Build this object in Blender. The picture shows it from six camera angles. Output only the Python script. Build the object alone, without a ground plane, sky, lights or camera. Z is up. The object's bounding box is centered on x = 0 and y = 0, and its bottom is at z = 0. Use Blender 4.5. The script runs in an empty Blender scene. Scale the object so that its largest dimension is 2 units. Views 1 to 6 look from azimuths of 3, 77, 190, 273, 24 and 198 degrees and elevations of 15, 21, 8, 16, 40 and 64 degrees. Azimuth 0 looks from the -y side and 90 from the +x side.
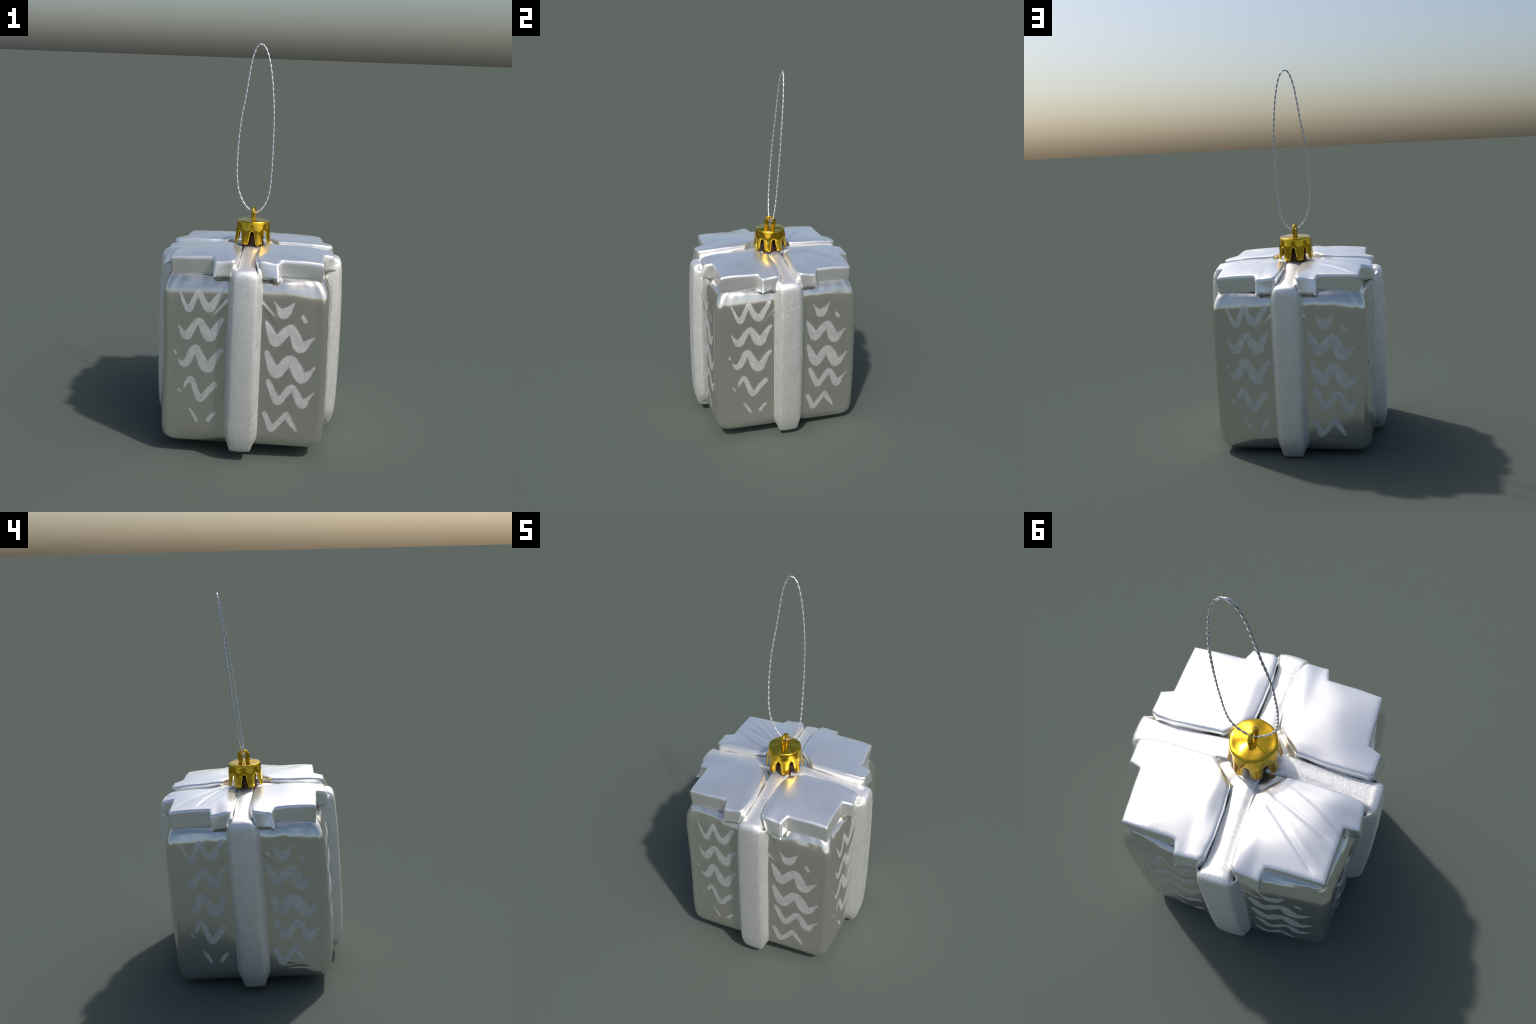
import bpy, bmesh, math, random
import numpy as np
from mathutils import Vector, Matrix, noise
from mathutils.geometry import delaunay_2d_cdt

# A hanging tree ornament: a mirrored silver gift box with a frosted ribbon,
# four bow pads on the lid, a fluted gold cap and a loop of twisted silver cord.
# Everything is modelled upright in a local frame (foot of the ribbon at z = 0)
# and the whole ornament leans back by LEAN degrees.

LEAN = 3.0
BASE = (0.0, -0.0227, 0.0243)
SEED = 7


# ------------------------------------------------------------------ helpers
def smooth(a, b, x):
    t = min(1.0, max(0.0, (x - a) / (b - a)))
    return t * t * (3 - 2 * t)


def catmull(pts, per):
    """Dense points through control points (any dimension)."""
    P = np.array(pts, float)
    P = np.vstack([2 * P[0] - P[1], P, 2 * P[-1] - P[-2]])
    out = []
    for i in range(1, len(P) - 2):
        p0, p1, p2, p3 = P[i - 1:i + 3]
        for k in range(per):
            t = k / per
            out.append(0.5 * (2 * p1 + (p2 - p0) * t + (2 * p0 - 5 * p1 + 4 * p2 - p3) * t * t
                              + (3 * p1 - p0 - 3 * p2 + p3) * t ** 3))
    out.append(P[-2])
    return np.array(out)


def new_mesh(name, verts, faces, mat, flat=False):
    me = bpy.data.meshes.new(name)
    me.from_pydata([tuple(map(float, v)) for v in verts], [], faces)
    me.update()
    bm = bmesh.new()
    bm.from_mesh(me)
    bmesh.ops.recalc_face_normals(bm, faces=bm.faces)
    bm.to_mesh(me)
    bm.free()
    if not flat:
        me.polygons.foreach_set("use_smooth", [True] * len(me.polygons))
    me.materials.append(mat)
    return me


def put(name, me, parent, turn=0.0):
    ob = bpy.data.objects.new(name, me)
    bpy.context.scene.collection.objects.link(ob)
    ob.parent = parent
    ob.rotation_euler = (0, 0, turn)
    return ob


# ---------------------------------------------------------------- materials
def material(name):
    m = bpy.data.materials.new(name)
    m.use_nodes = True
    nt = m.node_tree
    return m, nt, nt.nodes["Principled BSDF"]


def tex_coord(nt, scale=(1, 1, 1)):
    tc = nt.nodes.new("ShaderNodeTexCoord")
    mp = nt.nodes.new("ShaderNodeMapping")
    mp.inputs["Scale"].default_value = scale
    nt.links.new(tc.outputs["Object"], mp.inputs["Vector"])
    return mp.outputs[0]


def noise_tex(nt, vec, scale, detail=2.0, rough=0.5):
    n = nt.nodes.new("ShaderNodeTexNoise")
    n.inputs["Scale"].default_value = scale
    n.inputs["Detail"].default_value = detail
    n.inputs["Roughness"].default_value = rough
    nt.links.new(vec, n.inputs["Vector"])
    return n.outputs["Fac"]


def ramp(nt, fac, stops):
    r = nt.nodes.new("ShaderNodeValToRGB")
    el = r.color_ramp.elements
    while len(el) < len(stops):
        el.new(0.5)
    for e, (p, c) in zip(el, stops):
        e.position, e.color = p, (*c, 1) if not isinstance(c, float) else (c, c, c, 1)
    nt.links.new(fac, r.inputs[0])
    return r.outputs[0]


def bump(nt, height, strength, distance, bsdf):
    b = nt.nodes.new("ShaderNodeBump")
    b.inputs["Strength"].default_value = strength
    b.inputs["Distance"].default_value = distance
    nt.links.new(height, b.inputs["Height"])
    nt.links.new(b.outputs[0], bsdf.inputs["Normal"])


def mat_foil(name, lo, hi, metal, rough):
    m, nt, b = material(name)
    v = tex_coord(nt)
    n = noise_tex(nt, v, 4.0, 0.0)
    nt.links.new(ramp(nt, n, [(0.0, lo), (1.0, hi)]), b.inputs["Base Color"])
    b.inputs["Metallic"].default_value = metal
    nt.links.new(ramp(nt, noise_tex(nt, v, 7.0, 0.0), [(0.0, rough - 0.045), (1.0, rough + 0.045)]), b.inputs["Roughness"])
    return m


def mat_glitter(name, lo, hi, metal, rough, grain=260.0, patchy=0.3):
    m, nt, b = material(name)
    v = tex_coord(nt)
    fine = noise_tex(nt, v, grain, 2.0, 0.7)
    mix = nt.nodes.new("ShaderNodeMath")           # fine sparkle plus broad uneven coverage
    mix.operation = "MULTIPLY_ADD"
    nt.links.new(noise_tex(nt, v, 22.0, 3.0), mix.inputs[0])
    mix.inputs[1].default_value = patchy
    nt.links.new(fine, mix.inputs[2])
    nt.links.new(ramp(nt, mix.outputs[0], [(0.32 + patchy * 0.5, lo), (0.68 + patchy * 0.5, hi)]), b.inputs["Base Color"])
    b.inputs["Metallic"].default_value = metal
    nt.links.new(ramp(nt, noise_tex(nt, v, grain * 0.6, 2.0), [(0.3, rough - 0.06), (0.7, rough + 0.06)]), b.inputs["Roughness"])
    bump(nt, fine, 0.22, 0.002, b)
    return m


def mat_gold():
    m, nt, b = material("polished_gold")
    v = tex_coord(nt)
    nt.links.new(ramp(nt, noise_tex(nt, v, 30.0, 2.0), [(0.3, (0.68, 0.42, 0.025)), (0.7, (0.80, 0.51, 0.045))]), b.inputs["Base Color"])
    b.inputs["Metallic"].default_value = 1.0
    b.inputs["Roughness"].default_value = 0.16
    bump(nt, noise_tex(nt, v, 40.0, 1.0), 0.15, 0.003, b)
    return m


def mat_cord():
    m, nt, b = material("silver_thread")
    v = tex_coord(nt)
    nt.links.new(ramp(nt, noise_tex(nt, v, 180.0, 2.0), [(0.3, (0.50, 0.51, 0.54)), (0.7, (0.76, 0.77, 0.80))]), b.inputs["Base Color"])
    b.inputs["Metallic"].default_value = 0.75
    b.inputs["Roughness"].default_value = 0.35
    return m


FOIL = mat_foil("silver_foil", (0.69, 0.675, 0.615), (0.75, 0.735, 0.68), 0.90, 0.17)
BRIGHT = mat_foil("bright_foil", (0.86, 0.86, 0.85), (0.95, 0.95, 0.94), 0.85, 0.30)
DARK = mat_foil("neck_tinted_dark_reflection", (0.07, 0.035, 0.02), (0.12, 0.06, 0.035), 0.8, 0.4)  # silver neck coloured dark brown: gold reflection and shade inside the cap
RIBBON = mat_glitter("frosted_ribbon", (0.76, 0.755, 0.735), (0.95, 0.945, 0.92), 0.84, 0.5, 170.0)
PAINT = mat_glitter("glitter_paint", (0.58, 0.585, 0.575), (0.81, 0.81, 0.79), 0.80, 0.58, 200.0, 0.5)
PAINT_EDGE = mat_glitter("thin_glitter_paint", (0.62, 0.615, 0.58), (0.80, 0.795, 0.76), 0.90, 0.36, 200.0, 0.5)
GOLD = mat_gold()
CORD = mat_cord()

# --------------------------------------------------------------- root object
root = bpy.data.objects.new("gift_box_ornament", None)
bpy.context.scene.collection.objects.link(root)
root.location = BASE
root.rotation_euler = (math.radians(-LEAN), 0, 0)
root["label"] = "mirrored silver gift box ornament with gold cap and cord loop"
root["category"] = "christmas ornament"

# ---------------------------------------------------------------- box body
# vertical profile of the body: half width, height, corner radius
BOX_PROFILE = [(0.03, 0.002, 0.02), (0.20, 0.0025, 0.06), (0.315, 0.005, 0.075), (0.352, 0.009, 0.07), (0.381, 0.022, 0.06),
               (0.396, 0.045, 0.05), (0.4020, 0.082, 0.044), (0.4045, 0.16, 0.040), (0.4055, 0.30, 0.038), (0.404, 0.45, 0.036),
               (0.4025, 0.60, 0.034), (0.400, 0.72, 0.033), (0.3975, 0.785, 0.034), (0.393, 0.820, 0.036), (0.384, 0.845, 0.040),
               (0.374, 0.863, 0.045), (0.358, 0.878, 0.05), (0.30, 0.893, 0.05), (0.19, 0.908, 0.06), (0.150, 0.930, 0.08),
               (0.120, 0.946, 0.08), (0.08, 0.952, 0.06), (0.03, 0.953, 0.02)]
BULGE = 0.0245
PROFILE = catmull(BOX_PROFILE, 12)
_side = PROFILE[(PROFILE[:, 1] > 0.05) & (PROFILE[:, 0] > 0.345)]


def shoulder_drop(u):
    """How far the shoulder line sags towards the corners (left panels more)."""
    a = abs(u)
    if u < 0:
        return 0.006 + 0.014 * smooth(0.06, 0.33, a)
    return 0.006 * (1 - smooth(0.0, 0.05, a)) + 0.003 * smooth(0.0, 0.2, a) + 0.017 * smooth(0.20, 0.33, a)


def shoulder_weight(z):
    return smooth(0.70, 0.80, z) * (1 - 0.55 * smooth(0.82, 0.88, z))


def ridge(u, z, a, b, width, height):
    """A fold along the line a-b, fading at both ends."""
    ax, az, bx, bz = *a, *b
    dx, dz = bx - ax, bz - az
    L = math.hypot(dx, dz)
    t = ((u - ax) * dx + (z - az) * dz) / L
    d = ((u - ax) * dz - (z - az) * dx) / L
    w = smooth(-0.02, 0.02, t) * (1 - smooth(L - 0.05, L + 0.01, t))
    return height * w * math.exp(-(d / width) ** 2)


def left_lean(z):
    """The left wall is slightly hollow at mid height."""
    return 0.009 * (1 - smooth(0.50, 0.78, z)) * smooth(0.06, 0.36, z)


def face_relief(u, z, face):
    h = ridge(u, z, (-0.07, 0.765), (-0.175, 0.645), 0.008, 0.0044)
    h += ridge(u, z, (0.07, 0.765), (0.165, 0.66), 0.008, 0.0044)
    h -= ridge(u, z, (0.07, 0.73), (0.15, 0.635), 0.02, 0.0025)
    h -= ridge(u, z, (0.17, 0.105), (0.30, 0.083), 0.012, 0.0022)
    if face == 3:                                   # crinkled corner of the left face
        for k in range(5):
            h += ridge(u, z, (0.17 + 0.022 * k, 0.103 - 0.006 * k), (0.25 + 0.022 * k, 0.098 - 0.012 * k), 0.0035, 0.0035 * (-1) ** k)
    if z > 0.79:                                    # crumpled foil tucked under the pads
        h += 0.0045 * smooth(0.80, 0.86, z) * noise.noise(Vector((u * 19.0, z * 16.0, face * 6.0)))
    q = noise.noise(Vector((u * 3.0 + face * 7.3, z * 2.4, face * 3.1)))
    puff = (BULGE - (0.004 if face == 3 else 0.0)) * max(0.0, 1 - (u / 0.362) ** 2) ** 1.25 * smooth(0.01, 0.10, z) * (1 - smooth(0.848, 0.885, z))
    return h + puff - (left_lean(z) if face == 3 else 0.0) + 0.0020 * q + 0.0006 * noise.noise(Vector((u * 8.0, z * 6.0, face * 2.7)))


def body_depth(u, z, face):
    z0 = z
    for _ in range(4):
        z0 = z + shoulder_drop(u) * shoulder_weight(z0)
    return float(np.interp(z0, _side[:, 1], _side[:, 0])) + face_relief(u, z, face)


def build_body():
    across, arc = 96, 10
    verts, faces = [], []
    rows = []
    for w, z, rc in PROFILE:
        rc = min(rc, 0.9 * w)
        row = []
        for f in range(4):
            ca, sa = math.cos(f * math.pi / 2), math.sin(f * math.pi / 2)
            cols = [(-1 + 2 * i / across, None) for i in range(across + 1)] + [(None, i / arc) for i in range(1, arc)]
            for s, t in cols:
                if s is not None:
                    u, n = s * (w - rc), w
                    edge = 1 - smooth(0.86, 1.0, abs(s))
                else:
                    a = t * math.pi / 2
                    u, n, edge = w - rc + rc * math.sin(a), w - rc + rc * math.cos(a), 0.0
                drop = shoulder_drop(u) if s is not None else 0.020
                zz = z - drop * shoulder_weight(z)
                if 0.01 < z < 0.88 and w > 0.35:
                    n += face_relief(u, zz, f) * edge
                x, y = u, -n
                row.append(len(verts))
                px, py = x * ca - y * sa, x * sa + y * ca
                if f == 3 and s is not None:       # already leaned by the relief of this wall
                    px += left_lean(zz) * (1 - edge) if 0.01 < z < 0.88 and w > 0.35 else left_lean(zz) * (w / 0.35 if w < 0.35 else 1)
                else:
                    px += left_lean(zz) * smooth(-0.345, -0.395, px)
                verts.append((px, py, zz))
        rows.append(row)
    N = len(rows[0])
    for a, b in zip(rows, rows[1:]):
        for i in range(N):
            j = (i + 1) % N
            faces.append((a[i], a[j], b[j], b[i]))
    faces.append(tuple(rows[0]))
    faces.append(tuple(rows[-1]))
    return new_mesh("box_body", verts, faces, FOIL)


body = put("box_body", build_body(), root)

# ----------------------------------------------------- painted zigzag stripes
# brush strokes on a face: (across, up, half width), u to the right seen from outside
STROKES = {
    'wave_a': [(-0.315, 0.789, 0.004), (-0.299, 0.753, 0.007), (-0.284, 0.720, 0.011), (-0.268, 0.708, 0.017), (-0.252, 0.736, 0.013), (-0.238, 0.768, 0.012), (-0.222, 0.797, 0.012), (-0.203, 0.758, 0.015), (-0.184, 0.728, 0.019), (-0.167, 0.720, 0.022), (-0.148, 0.744, 0.017), (-0.128, 0.775, 0.014), (-0.111, 0.804, 0.011)],
    'wave_b': [(-0.317, 0.623, 0.003), (-0.301, 0.596, 0.011), (-0.287, 0.576, 0.018), (-0.271, 0.577, 0.020), (-0.251, 0.612, 0.017), (-0.231, 0.644, 0.015), (-0.212, 0.654, 0.013), (-0.195, 0.624, 0.020), (-0.176, 0.587, 0.025), (-0.160, 0.579, 0.025), (-0.140, 0.610, 0.019), (-0.121, 0.645, 0.014), (-0.105, 0.667, 0.010)],
    'wave_c': [(-0.315, 0.451, 0.003), (-0.301, 0.437, 0.011), (-0.284, 0.430, 0.017), (-0.264, 0.457, 0.018), (-0.248, 0.497, 0.018), (-0.228, 0.517, 0.017), (-0.211, 0.482, 0.020), (-0.189, 0.436, 0.026), (-0.168, 0.420, 0.025), (-0.148, 0.451, 0.020), (-0.126, 0.491, 0.014), (-0.107, 0.514, 0.011)],
    'dot_a': [(-0.333, 0.492, 0.006), (-0.328, 0.481, 0.006)],
    'wave_d': [(-0.284, 0.307, 0.003), (-0.274, 0.334, 0.010), (-0.253, 0.358, 0.015), (-0.238, 0.337, 0.014), (-0.223, 0.294, 0.015), (-0.205, 0.260, 0.018), (-0.185, 0.274, 0.015), (-0.161, 0.307, 0.015), (-0.132, 0.337, 0.015)],
    'dot_b': [(-0.312, 0.300, 0.005), (-0.302, 0.286, 0.005)],
    'dash_a': [(-0.253, 0.201, 0.005), (-0.241, 0.182, 0.008), (-0.228, 0.161, 0.009), (-0.217, 0.141, 0.007)],
    'dash_b': [(-0.132, 0.187, 0.008), (-0.149, 0.170, 0.010), (-0.162, 0.150, 0.011)],
    'wave_e': [(0.140, 0.767, 0.002), (0.158, 0.739, 0.008), (0.176, 0.715, 0.020), (0.189, 0.711, 0.026), (0.207, 0.727, 0.018), (0.222, 0.746, 0.009), (0.234, 0.762, 0.003)],
    'dot_c': [(0.279, 0.696, 0.009), (0.292, 0.675, 0.010)],
    'wave_f': [(0.105, 0.669, 0.004), (0.120, 0.638, 0.015), (0.138, 0.596, 0.023), (0.155, 0.572, 0.026), (0.179, 0.595, 0.023), (0.202, 0.621, 0.023), (0.225, 0.640, 0.018), (0.243, 0.611, 0.023), (0.261, 0.561, 0.029), (0.278, 0.545, 0.026), (0.302, 0.564, 0.017), (0.321, 0.580, 0.009), (0.337, 0.593, 0.004)],
    'wave_g': [(0.113, 0.518, 0.011), (0.126, 0.485, 0.017), (0.145, 0.439, 0.025), (0.166, 0.414, 0.026), (0.190, 0.442, 0.025), (0.213, 0.473, 0.025), (0.233, 0.483, 0.022), (0.255, 0.446, 0.029), (0.278, 0.400, 0.029), (0.294, 0.392, 0.025), (0.322, 0.415, 0.014), (0.338, 0.433, 0.008), (0.346, 0.445, 0.006)],
    'wave_h': [(0.127, 0.371, 0.013), (0.141, 0.339, 0.015), (0.159, 0.296, 0.017), (0.177, 0.271, 0.020), (0.201, 0.295, 0.017), (0.224, 0.327, 0.018), (0.244, 0.341, 0.017), (0.266, 0.308, 0.018), (0.284, 0.269, 0.022), (0.299, 0.257, 0.022), (0.317, 0.280, 0.012), (0.332, 0.296, 0.007), (0.349, 0.316, 0.004)],
    'wave_i': [(0.116, 0.204, 0.012), (0.132, 0.167, 0.014), (0.150, 0.128, 0.018), (0.170, 0.143, 0.015), (0.198, 0.176, 0.014), (0.221, 0.202, 0.014), (0.239, 0.169, 0.014), (0.258, 0.140, 0.011), (0.271, 0.120, 0.007)],
}
PAINT_RISE = 0.0006


def stroke_field(U, Z, pts):
    """Signed distance to a brush stroke of changing width (negative inside)."""
    P = catmull(pts, 7) if len(pts) > 2 else np.array(pts, float)
    d = np.full(U.shape, 9.0)
    for (u0, z0, w0), (u1, z1, w1) in zip(P, P[1:]):
        du, dz = u1 - u0, z1 - z0
        t = np.clip(((U - u0) * du + (Z - z0) * dz) / (du * du + dz * dz + 1e-12), 0, 1)
        d = np.minimum(d, np.hypot(U - u0 - t * du, Z - z0 - t * dz) - (w0 + t * (w1 - w0)) - 0.0024)
    return d


class WallTable:
    """Depth of one wall on a regular grid, for quick look-ups."""
    STEP = 0.004

    def __init__(self, face):
        self.u, self.z = np.arange(-0.38, 0.381, self.STEP), np.arange(0.09, 0.85, self.STEP)
        self.d = np.array([[body_depth(u, z, face) if abs(u) > 0.07 else 0.42 for z in self.z] for u in self.u])

    def __call__(self, u, z):
        x, y = (u - self.u[0]) / self.STEP, (z - self.z[0]) / self.STEP
        i, j = int(x), int(y)
        x, y, d = x - i, y - j, self.d
        return (1 - x) * ((1 - y) * d[i, j] + y * d[i, j + 1]) + x * ((1 - y) * d[i + 1, j] + y * d[i + 1, j + 1])


WALLS = [WallTable(f) for f in range(4)]


def build_stroke(pts, face, step=0.0026):
    A = np.array(pts)
    lo = A[:, :2].min(0) - A[:, 2].max() - 2 * step
    hi = A[:, :2].max(0) + A[:, 2].max() + 2 * step
    us, zs = np.arange(lo[0], hi[0], step), np.arange(lo[1], hi[1], step)
    U, Z = np.meshgrid(us, zs, indexing="ij")
    D = stroke_field(U, Z, pts)
    for i in range(len(us)):                       # ragged brush edge
        for j in range(len(zs)):
            if abs(D[i, j]) < 0.01:
                D[i, j] += 0.0018 * noise.noise(Vector((us[i] * 80, zs[j] * 90, face * 5.0)))
    verts, faces, normals, rim, cache = [], [], [], [], {}

    def vertex(key, u, z, d):
        if key not in cache:
            wall, e = WALLS[face], 0.004
            n0 = wall(u, z)
            gu = (wall(u + e, z) - wall(u - e, z)) / (2 * e)
            gz = (wall(u, z + e) - wall(u, z - e)) / (2 * e)
            n = n0 + (PAINT_RISE if d < 0 else 0.3 * PAINT_RISE)
            cache[key] = len(verts)
            verts.append((u, -n, z))
            normals.append(Vector((-gu, -1.0, -gz)).normalized())
        return cache[key]

    for i in range(len(us) - 1):
        for j in range(len(zs) - 1):
            ring = [(i, j), (i + 1, j), (i + 1, j + 1), (i, j + 1)]
            if min(D[c] for c in ring) >= 0:
                continue
            poly = []
            for a, b in zip(ring, ring[1:] + ring[:1]):
                if D[a] < 0:
                    poly.append(vertex(a, U[a], Z[a], D[a]))
                if (D[a] < 0) != (D[b] < 0):
                    t = D[a] / (D[a] - D[b])
                    poly.append(vertex(tuple(sorted((a, b))), U[a] + t * (U[b] - U[a]), Z[a] + t * (Z[b] - Z[a]), 0.0))
            if len(poly) >= 3:
                faces.append(poly)
                rim.append(max(D[c] for c in ring) > -0.0022)
    me = new_mesh("zigzag_stripe", verts, faces, PAINT)
    me.materials.append(PAINT_EDGE)
    me.polygons.foreach_set("material_index", [int(r) for r in rim])
    if me.polygons[0].normal.y > 0:
        me.flip_normals()
    me.normals_split_custom_set_from_vertices(normals)
    return me


for f in range(4):
    for key, pts in STROKES.items():
        me = build_stroke(pts, f)
        put("zigzag_stripe", me, body, f * math.pi / 2)
put("paint_fleck", build_stroke([(0.115, 0.738, 0.001), (0.115, 0.728, 0.009), (0.114, 0.716, 0.001)], 3), body, 1.5 * math.pi)

# -------------------------------------------------------------------- ribbon
# profile of one ribbon arm: distance from the axis, height, half width of the face,
# half width at its root, depth of the root
ARM = [(0.040, 0.960, 0.037, 0.048, 0.06), (0.11, 0.957, 0.037, 0.048, 0.06), (0.20, 0.945, 0.037, 0.048, 0.06),
       (0.30, 0.933, 0.038, 0.050, 0.06), (0.37, 0.925, 0.039, 0.052, 0.06), (0.415, 0.920, 0.043, 0.060, 0.06),
       (0.443, 0.916, 0.048, 0.068, 0.065), (0.461, 0.900, 0.052, 0.077, 0.070), (0.469, 0.865, 0.054, 0.083, 0.072),
       (0.474, 0.78, 0.055, 0.086, 0.072), (0.479, 0.62, 0.056, 0.086, 0.072), (0.481, 0.42, 0.057, 0.086, 0.072),
       (0.479, 0.22, 0.058, 0.086, 0.072), (0.474, 0.10, 0.058, 0.086, 0.072), (0.466, 0.052, 0.054, 0.082, 0.075),
       (0.453, 0.016, 0.051, 0.066, 0.07), (0.438, 0.003, 0.049, 0.058, 0.05), (0.41, 0.000, 0.047, 0.056, 0.04),
       (0.30, 0.000, 0.045, 0.054, 0.03), (0.055, 0.000, 0.042, 0.050, 0.03)]


def build_arm():
    P = catmull(ARM, 9)
    T = np.gradient(P[:, :2], axis=0)
    T /= np.linalg.norm(T, axis=1)[:, None]
    verts, faces, rows = [], [], []
    for (r, z, hf, hb, dp), t in zip(P, T):
        n = (-t[1], t[0])                          # outward across the ribbon face
        sec = [(hb, -dp), (hb - 0.1 * (hb - hf), -0.72 * dp), (0.5 * (hf + hb), -0.34 * dp), (hf + 0.24 * (hb - hf), -0.15 * dp),
               (hf + 0.0015, -0.065 * dp), (hf - 0.006, -0.024 * dp), (hf - 0.015, -0.004 * dp), (0.5 * hf, 0.001), (0.25 * hf, 0.0016)]
        sec = [(-a, b) for a, b in sec] + [(0.0, 0.0018)] + sec[::-1]
        row = []
        for a, b in sec:
            wob = 0.0009 * noise.noise(Vector((a * 20, r * 9, z * 9)))
            row.append(len(verts))
            verts.append((a, -(r + n[0] * (b + wob)), z + n[1] * (b + wob)))
        rows.append(row)
    for a, b in zip(rows, rows[1:]):
        for i in range(len(a) - 1):
            faces.append((a[i], a[i + 1], b[i + 1], b[i]))
    faces += [tuple(rows[0]), tuple(rows[-1])]
    return new_mesh("ribbon_band", verts, faces, RIBBON)


arm = build_arm()
for f in range(4):
    put("ribbon_band", arm, root, f * math.pi / 2)

# ---------------------------------------------------------------- bow pads
# outline of a pad in its quarter: (right, forward, bottom right, bottom forward, bottom height)
PAD = [(0.046, 0.135, 0.050, 0.140, 0.925), (0.088, 0.088, 0.092, 0.092, 0.925), (0.135, 0.046, 0.140, 0.050, 0.925),
       (0.22, 0.040, 0.22, 0.042, 0.895), (0.32, 0.039, 0.32, 0.043, 0.885), (0.400, 0.046, 0.405, 0.046, 0.872),
       (0.420, 0.060, 0.424, 0.071, 0.873), (0.424, 0.150, 0.439, 0.155, 0.871), (0.374, 0.163, 0.372, 0.166, 0.874),
       (0.366, 0.366, 0.360, 0.359, 0.857), (0.163, 0.374, 0.166, 0.372, 0.874), (0.150, 0.424, 0.155, 0.439, 0.871),
       (0.060, 0.420, 0.071, 0.424, 0.873), (0.046, 0.400, 0.046, 0.405, 0.872), (0.039, 0.32, 0.043, 0.32, 0.885),
       (0.040, 0.22, 0.042, 0.22, 0.895)]


def pad_height(a, b, kind):
    def g(t):
        return 0.0205 * max(0.0, (t - 0.15) / 0.22) ** 2.1
    ga, gb = g(a), g(b)
    ga *= 1 - 0.35 * (1 - smooth(0.05, 0.13, b))
    gb *= 1 - 0.35 * (1 - smooth(0.05, 0.13, a))
    h = 0.980 - math.hypot(ga, gb)
    h -= 0.008 * (1 - smooth(0.03, 0.10, min(a, b))) * (1 - 0.4 * smooth(0.2, 0.35, max(a, b)))
    v = Vector((a * 4.0 + kind * 11.0, b * 4.0, kind * 4.0))
    h += 0.0058 * noise.noise(v) + 0.0036 * noise.noise(v * 2.0)

    def fold(p, q, w, k):
        dx, dy = q[0] - p[0], q[1] - p[1]
        L = math.hypot(dx, dy)
        t, d = ((a - p[0]) * dx + (b - p[1]) * dy) / L, ((a - p[0]) * dy - (b - p[1]) * dx) / L
        return k * smooth(-0.05, 0.03, t) * (1 - smooth(L - 0.03, L + 0.03, t)) * math.exp(-(d / w) ** 2)
    if kind == 2:                                  # two folds run out from the cap
        h -= fold((0.10, 0.12), (0.33, 0.22), 0.008, 0.0030) + fold((0.085, 0.15), (0.31, 0.34), 0.008, 0.0030)
    if kind == 0:                                  # a dent beside the outer corner
        h -= fold((0.24, 0.20), (0.31, 0.26), 0.022, 0.004)
    if kind == 1:
        h -= fold((0.14, 0.14), (0.34, 0.33), 0.03, 0.0035) + fold((0.15, 0.30), (0.10, 0.15), 0.03, 0.003)
    return h


def inset_ring(ring, d):
    """Ring of plan points moved inwards by d along the mitred normals."""
    out, n = [], len(ring)
    for i in range(n):
        p, c, q = Vector(ring[i - 1]), Vector(ring[i]), Vector(ring[(i + 1) % n])
        e1, e2 = (c - p).normalized(), (q - c).normalized()
        n1, n2 = Vector((-e1.y, e1.x)), Vector((-e2.y, e2.x))
        m = n1 + n2
        m = m / max(0.35, m.dot(n1))
        out.append(c + m * d)
    return out


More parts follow.
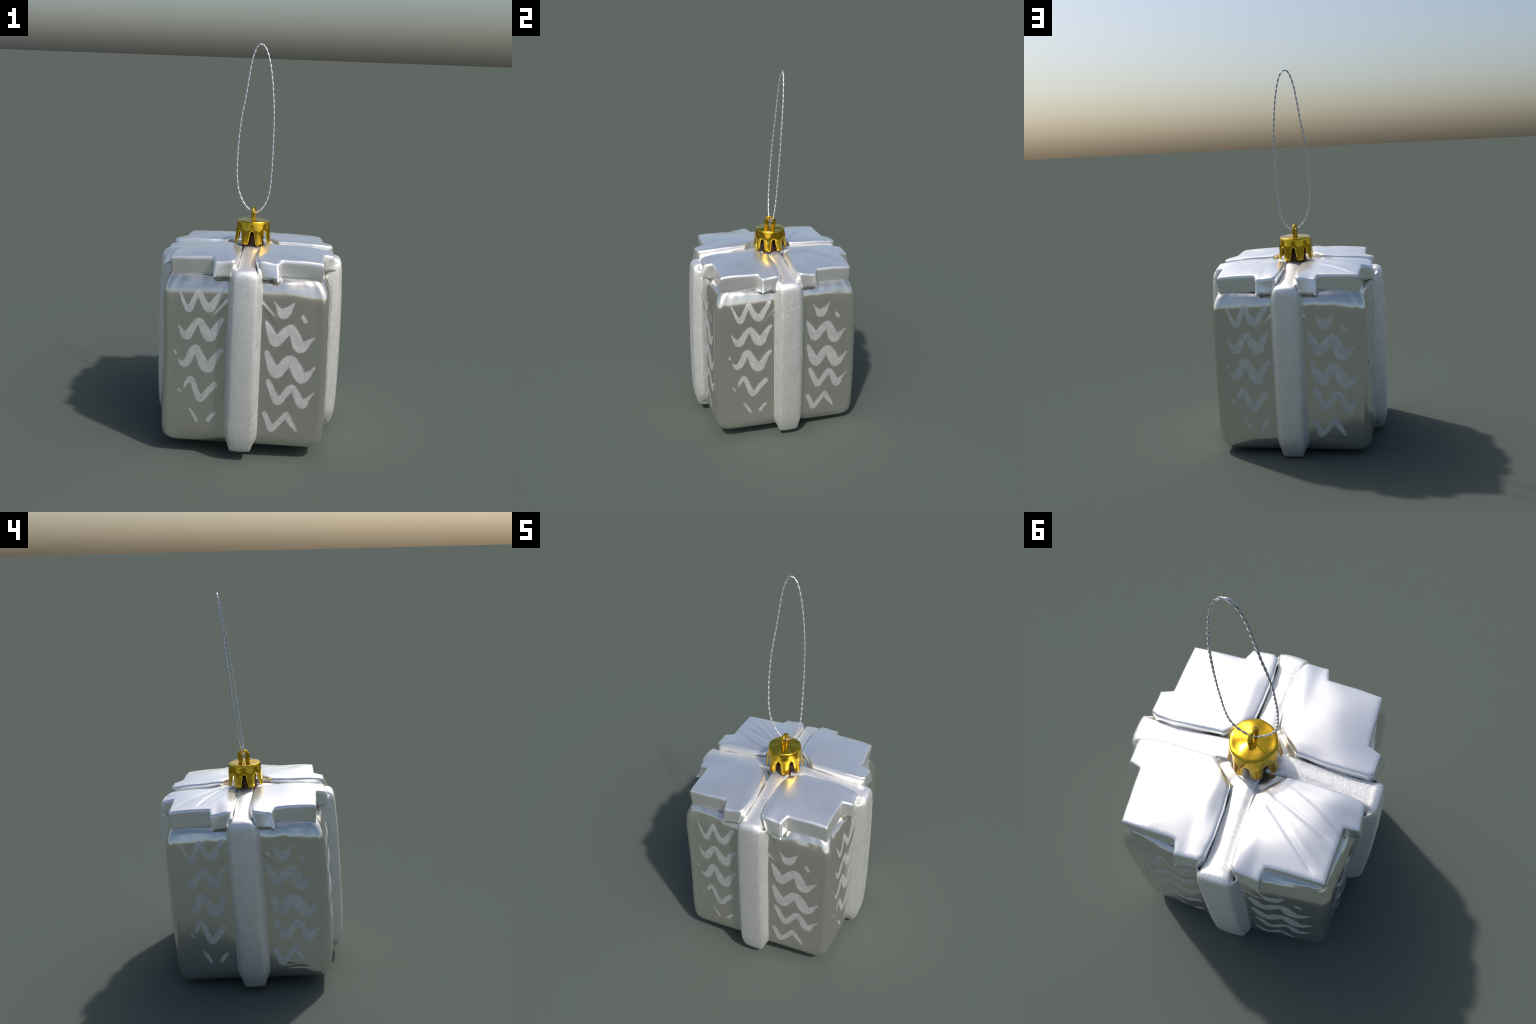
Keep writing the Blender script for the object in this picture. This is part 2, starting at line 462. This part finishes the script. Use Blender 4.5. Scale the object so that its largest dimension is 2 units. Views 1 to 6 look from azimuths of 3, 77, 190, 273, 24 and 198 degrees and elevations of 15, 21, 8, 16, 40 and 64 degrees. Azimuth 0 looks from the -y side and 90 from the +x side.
def build_pad(kind):
    ring, foot = [], []
    rng = random.Random(SEED + kind)
    n = len(PAD)
    pad = [(a + rng.uniform(-0.003, 0.003), b + rng.uniform(-0.003, 0.003), fa + rng.uniform(-0.005, 0.005),
            fb + rng.uniform(-0.005, 0.005), fz + rng.uniform(-0.006, 0.006)) for a, b, fa, fb, fz in PAD]
    for i in range(n):
        p, q = pad[i], pad[(i + 1) % n]
        k = max(2, int(round(math.hypot(q[0] - p[0], q[1] - p[1]) / 0.010)))
        for s in range(k):
            t = s / k
            a, b = p[0] + t * (q[0] - p[0]), p[1] + t * (q[1] - p[1])
            w = noise.noise_vector(Vector((a * 11, b * 11, kind * 5.0)))
            ring.append((a + 0.0028 * w.x, b + 0.0028 * w.y))
            foot.append([p[j] + t * (q[j] - p[j]) for j in (2, 3, 4)])
    verts, faces = [], []

    def add_ring(pts):
        base = len(verts)
        for a, b, z in pts:
            verts.append((a, -b, z))
        return list(range(base, base + len(pts)))

    def lift(a, b):                                # small ripples of the side walls
        return 0.0036 * noise.noise(Vector((a * 13, b * 13, kind * 2.0)))

    bevel = [(0.0105, 0.0), (0.0065, 0.0010), (0.0032, 0.0036), (0.0010, 0.0080), (0.0, 0.0140)]
    rings = []
    for e, drop in bevel:
        plan = inset_ring(ring, e)
        rings.append(add_ring([(p.x, p.y, pad_height(p.x, p.y, kind) - drop) for p in plan]))
    top_edge = [verts[i] for i in rings[-1]]
    for t in (0.18, 0.5, 0.8, 1.0):
        pts = []
        for (x, y, z), (fa, fb, fz) in zip(top_edge, foot):
            bulge = lift(x, -y) * math.sin(math.pi * t)
            pts.append((x + t * (fa - x) + bulge, -y + t * (fb + y) + bulge, z + t * (fz + lift(fa * 2, fb * 2) * 2 + 0.006 * noise.noise(Vector((fa * 34, fb * 34, kind * 9.0))) - z)))
        rings.append(add_ring(pts))
    under = inset_ring([(v[0], v[1]) for v in foot], 0.03)
    rings.append(add_ring([(p.x, p.y, 0.87) for p in under]))
    for r0, r1 in zip(rings, rings[1:]):
        for i in range(len(r0)):
            j = (i + 1) % len(r0)
            faces.append((r0[i], r0[j], r1[j], r1[i]))
    faces.append(tuple(rings[-1]))
    # top sheet inside the innermost bevel ring
    inner = [Vector((verts[i][0], -verts[i][1])) for i in rings[0]]
    pts, N = list(inner), len(inner)
    step = 0.0075
    grid = np.arange(0.03, 0.46, step)
    poly = np.array([(p.x, p.y) for p in inner])
    for gi, b in enumerate(np.arange(0.03, 0.46, step * 0.866)):   # staggered rows
        for a in grid:
            aa = a + 0.5 * step * (gi % 2)
            x0, y0 = poly[:, 0], poly[:, 1]
            x1, y1 = np.roll(x0, -1), np.roll(y0, -1)
            cross = ((y0 > b) != (y1 > b)) & (aa < (x1 - x0) * (b - y0) / (y1 - y0 + 1e-15) + x0)
            if cross.sum() % 2 and np.hypot(x0 - aa, y0 - b).min() > 0.006:
                pts.append(Vector((aa, b)))
    out = delaunay_2d_cdt(pts, [(i, (i + 1) % N) for i in range(N)], [list(range(N))], 1, 1e-6)
    index = {}
    for k, (p, src) in enumerate(zip(out[0], out[3])):
        if src and src[0] < N:
            index[k] = rings[0][src[0]]
        else:
            index[k] = len(verts)
            verts.append((p.x, -p.y, pad_height(p.x, p.y, kind)))
    for f in out[2]:
        faces.append(tuple(index[i] for i in f))
    me = new_mesh("bow_pad", verts, faces, BRIGHT)
    return me


for k in range(4):                                 # 0 front right, 1 back right, 2 back left, 3 front left
    put("bow_pad", build_pad(k), root, k * math.pi / 2)

# ----------------------------------------------------------------- gold cap
TEETH = 8


def build_cap():
    verts, faces = [], []
    n = 12                                         # columns per tooth
    prof = [(0.0805, 1.0905), (0.084, 1.0885), (0.0858, 1.083), (0.0868, 1.072), (0.0880, 1.060), (0.0890, 1.050),
            (0.0897, 1.043), (0.0902, 1.037), (0.0908, 1.028), (0.0918, 1.015), (0.0934, 1.000), (0.0954, 0.985),
            (0.0966, 0.976), (0.0964, 0.972)]

    def half(z):                                   # angular half width of a tooth, degrees
        if z >= 1.043:
            return 22.5
        if z > 1.028:
            return 16.2 + 6.3 * (1 - math.sqrt(max(0.0, 1 - ((z - 1.028) / 0.015) ** 2)))
        return 11.2 + 5.0 * (z - 0.972) / 0.056

    outer = []
    for k in range(TEETH):
        c0 = 22.5 + 45.0 * k
        rows = []
        for r, z in prof:
            row = []
            for i in range(n + 1):
                s = -1 + 2 * i / n
                th = math.radians(c0 + s * half(z))
                flute = smooth(1.085, 1.045, z)
                rr = r + 0.0045 * flute * (math.cos(s * math.pi / 2 * 0.95) - 0.65)
                rr *= 1 - 0.45 * (1 - flute) * (1 - math.cos(math.pi / 8) / math.cos(math.radians(22.5 * s)))
                zz = z + (0.003 * s * s if z < 0.98 else 0)
                row.append(len(verts))
                verts.append((rr * math.sin(th), -rr * math.cos(th), zz))
            rows.append(row)
        for a, b in zip(rows, rows[1:]):
            for i in range(n):
                faces.append((a[i], a[i + 1], b[i + 1], b[i]))
        outer.append(rows[0][:-1])
    rim = [v for r in outer for v in r]
    prev = rim
    for r, z in ((0.070, 1.0912), (0.050, 1.0930), (0.032, 1.0950), (0.015, 1.0965)):
        ring = []
        for i in range(len(rim)):
            th = math.radians(22.5 - 22.5 + 45.0 * i / n)
            ring.append(len(verts))
            verts.append((r * math.sin(th), -r * math.cos(th), z + 0.0016 * math.sin(2 * th + 0.6) * r / 0.05 + 0.0010 * math.sin(5 * th) * r / 0.05))
        for i in range(len(rim)):
            j = (i + 1) % len(rim)
            faces.append((prev[i], prev[j], ring[j], ring[i]))
        prev = ring
    faces.append(tuple(prev))
    me = new_mesh("gold_cap", verts, faces, GOLD)
    bm = bmesh.new()
    bm.from_mesh(me)
    bmesh.ops.remove_doubles(bm, verts=bm.verts, dist=0.0002)
    bmesh.ops.recalc_face_normals(bm, faces=bm.faces)
    bm.to_mesh(me)
    bm.free()
    return me


cap = put("gold_cap", build_cap(), root)
sol = cap.modifiers.new("sheet", "SOLIDIFY")
sol.thickness, sol.offset = 0.0035, -1.0


def build_neck():
    verts, faces, seg = [], [], 40
    prof = [(0.066, 0.93), (0.064, 0.955), (0.058, 0.966), (0.055, 0.985), (0.055, 1.05)]
    for r, z in prof:
        for i in range(seg):
            a = 2 * math.pi * i / seg
            verts.append((r * math.cos(a), r * math.sin(a), z))
    for k in range(len(prof) - 1):
        for i in range(seg):
            j = (i + 1) % seg
            faces.append((k * seg + i, k * seg + j, (k + 1) * seg + j, (k + 1) * seg + i))
    faces.append(tuple(range((len(prof) - 1) * seg, len(prof) * seg)))
    return new_mesh("box_neck", verts, faces, DARK)


put("box_neck", build_neck(), root)


def build_hook():
    """A flat gold wire bent into an upright eye."""
    path = [(-0.0165, 1.080), (-0.0180, 1.10), (-0.0200, 1.122), (-0.0195, 1.137), (-0.012, 1.148), (0.001, 1.1520), (0.013, 1.148),
            (0.0205, 1.137), (0.0205, 1.122), (0.0185, 1.10), (0.0165, 1.080)]
    P = catmull(path, 6)
    T = np.gradient(P, axis=0)
    T /= np.linalg.norm(T, axis=1)[:, None]
    verts, faces, rows = [], [], []
    hx, hr, m = 0.0075, 0.0126, 16
    for k, ((y, z), t) in enumerate(zip(P, T)):
        nrm = (-t[1], t[0])
        slim = 1.0 - 0.38 * math.exp(-((k / len(P) - 0.5) / 0.18) ** 2)
        row = []
        for i in range(m):
            a = 2 * math.pi * i / m
            ca, sa = math.cos(a), math.sin(a)
            sx = hx * math.copysign(abs(ca) ** 0.6, ca)
            sr = hr * slim * math.copysign(abs(sa) ** 0.6, sa)
            twist = 0.10 * (z - 1.09)
            row.append(len(verts))
            verts.append((sx + y * 0.18 + twist * 0, y + nrm[0] * sr, z + nrm[1] * sr))
        rows.append(row)
    for a, b in zip(rows, rows[1:]):
        for i in range(m):
            j = (i + 1) % m
            faces.append((a[i], a[j], b[j], b[i]))
    faces += [tuple(rows[0]), tuple(rows[-1])]
    return new_mesh("cap_hook", verts, faces, GOLD)


put("cap_hook", build_hook(), cap)

# --------------------------------------------------------------- cord loop
LOOP = [(-0.009, 0.003, 1.130), (-0.034, 0.002, 1.150), (-0.060, 0.006, 1.183), (-0.081, 0.010, 1.230), (-0.091, 0.014, 1.278),
        (-0.096, 0.018, 1.333), (-0.097, 0.023, 1.402), (-0.095, 0.028, 1.470), (-0.089, 0.034, 1.558), (-0.079, 0.040, 1.639),
        (-0.066, 0.045, 1.714), (-0.055, 0.051, 1.801), (-0.042, 0.057, 1.887), (-0.030, 0.061, 1.934), (-0.017, 0.065, 1.964),
        (0.000, 0.066, 1.977), (0.020, 0.065, 1.965), (0.036, 0.062, 1.936), (0.051, 0.058, 1.884), (0.065, 0.052, 1.805),
        (0.074, 0.046, 1.726), (0.080, 0.040, 1.659), (0.083, 0.034, 1.558), (0.084, 0.027, 1.464), (0.083, 0.020, 1.368),
        (0.080, 0.014, 1.279), (0.071, 0.009, 1.213), (0.052, 0.005, 1.164), (0.025, 0.003, 1.136), (0.006, 0.003, 1.128)]


def build_strand(phase, pitch=0.058, rad=0.0024, off=0.0023, seg=8):
    P = catmull(LOOP + [LOOP[0]], 12)
    d = np.r_[0, np.cumsum(np.linalg.norm(np.diff(P, axis=0), axis=1))]
    L = d[-1]
    n = 640
    s = np.linspace(0, L, n, endpoint=False)
    C = np.stack([np.interp(s, d, P[:, k]) for k in range(3)], 1)
    T = np.roll(C, -1, 0) - np.roll(C, 1, 0)
    T /= np.linalg.norm(T, axis=1)[:, None]
    up = np.array((0, 1.0, 0.1))
    A = np.cross(T, up)
    A /= np.linalg.norm(A, axis=1)[:, None]
    B = np.cross(T, A)
    turns = round(L / pitch)
    ph = 2 * math.pi * turns * s / L + phase
    C = C + off * (A * np.cos(ph)[:, None] + B * np.sin(ph)[:, None])
    verts, faces = [], []
    for i in range(n):
        for k in range(seg):
            a = 2 * math.pi * k / seg
            verts.append(C[i] + rad * (A[i] * math.cos(a) + B[i] * math.sin(a)))
    for i in range(n):
        j = (i + 1) % n
        for k in range(seg):
            l = (k + 1) % seg
            faces.append((i * seg + k, i * seg + l, j * seg + l, j * seg + k))
    return new_mesh("cord_strand", verts, faces, CORD)


cord = bpy.data.objects.new("hanging_cord", None)
bpy.context.scene.collection.objects.link(cord)
cord.parent = root
for k in range(2):
    put("cord_strand", build_strand(math.pi * k), cord)
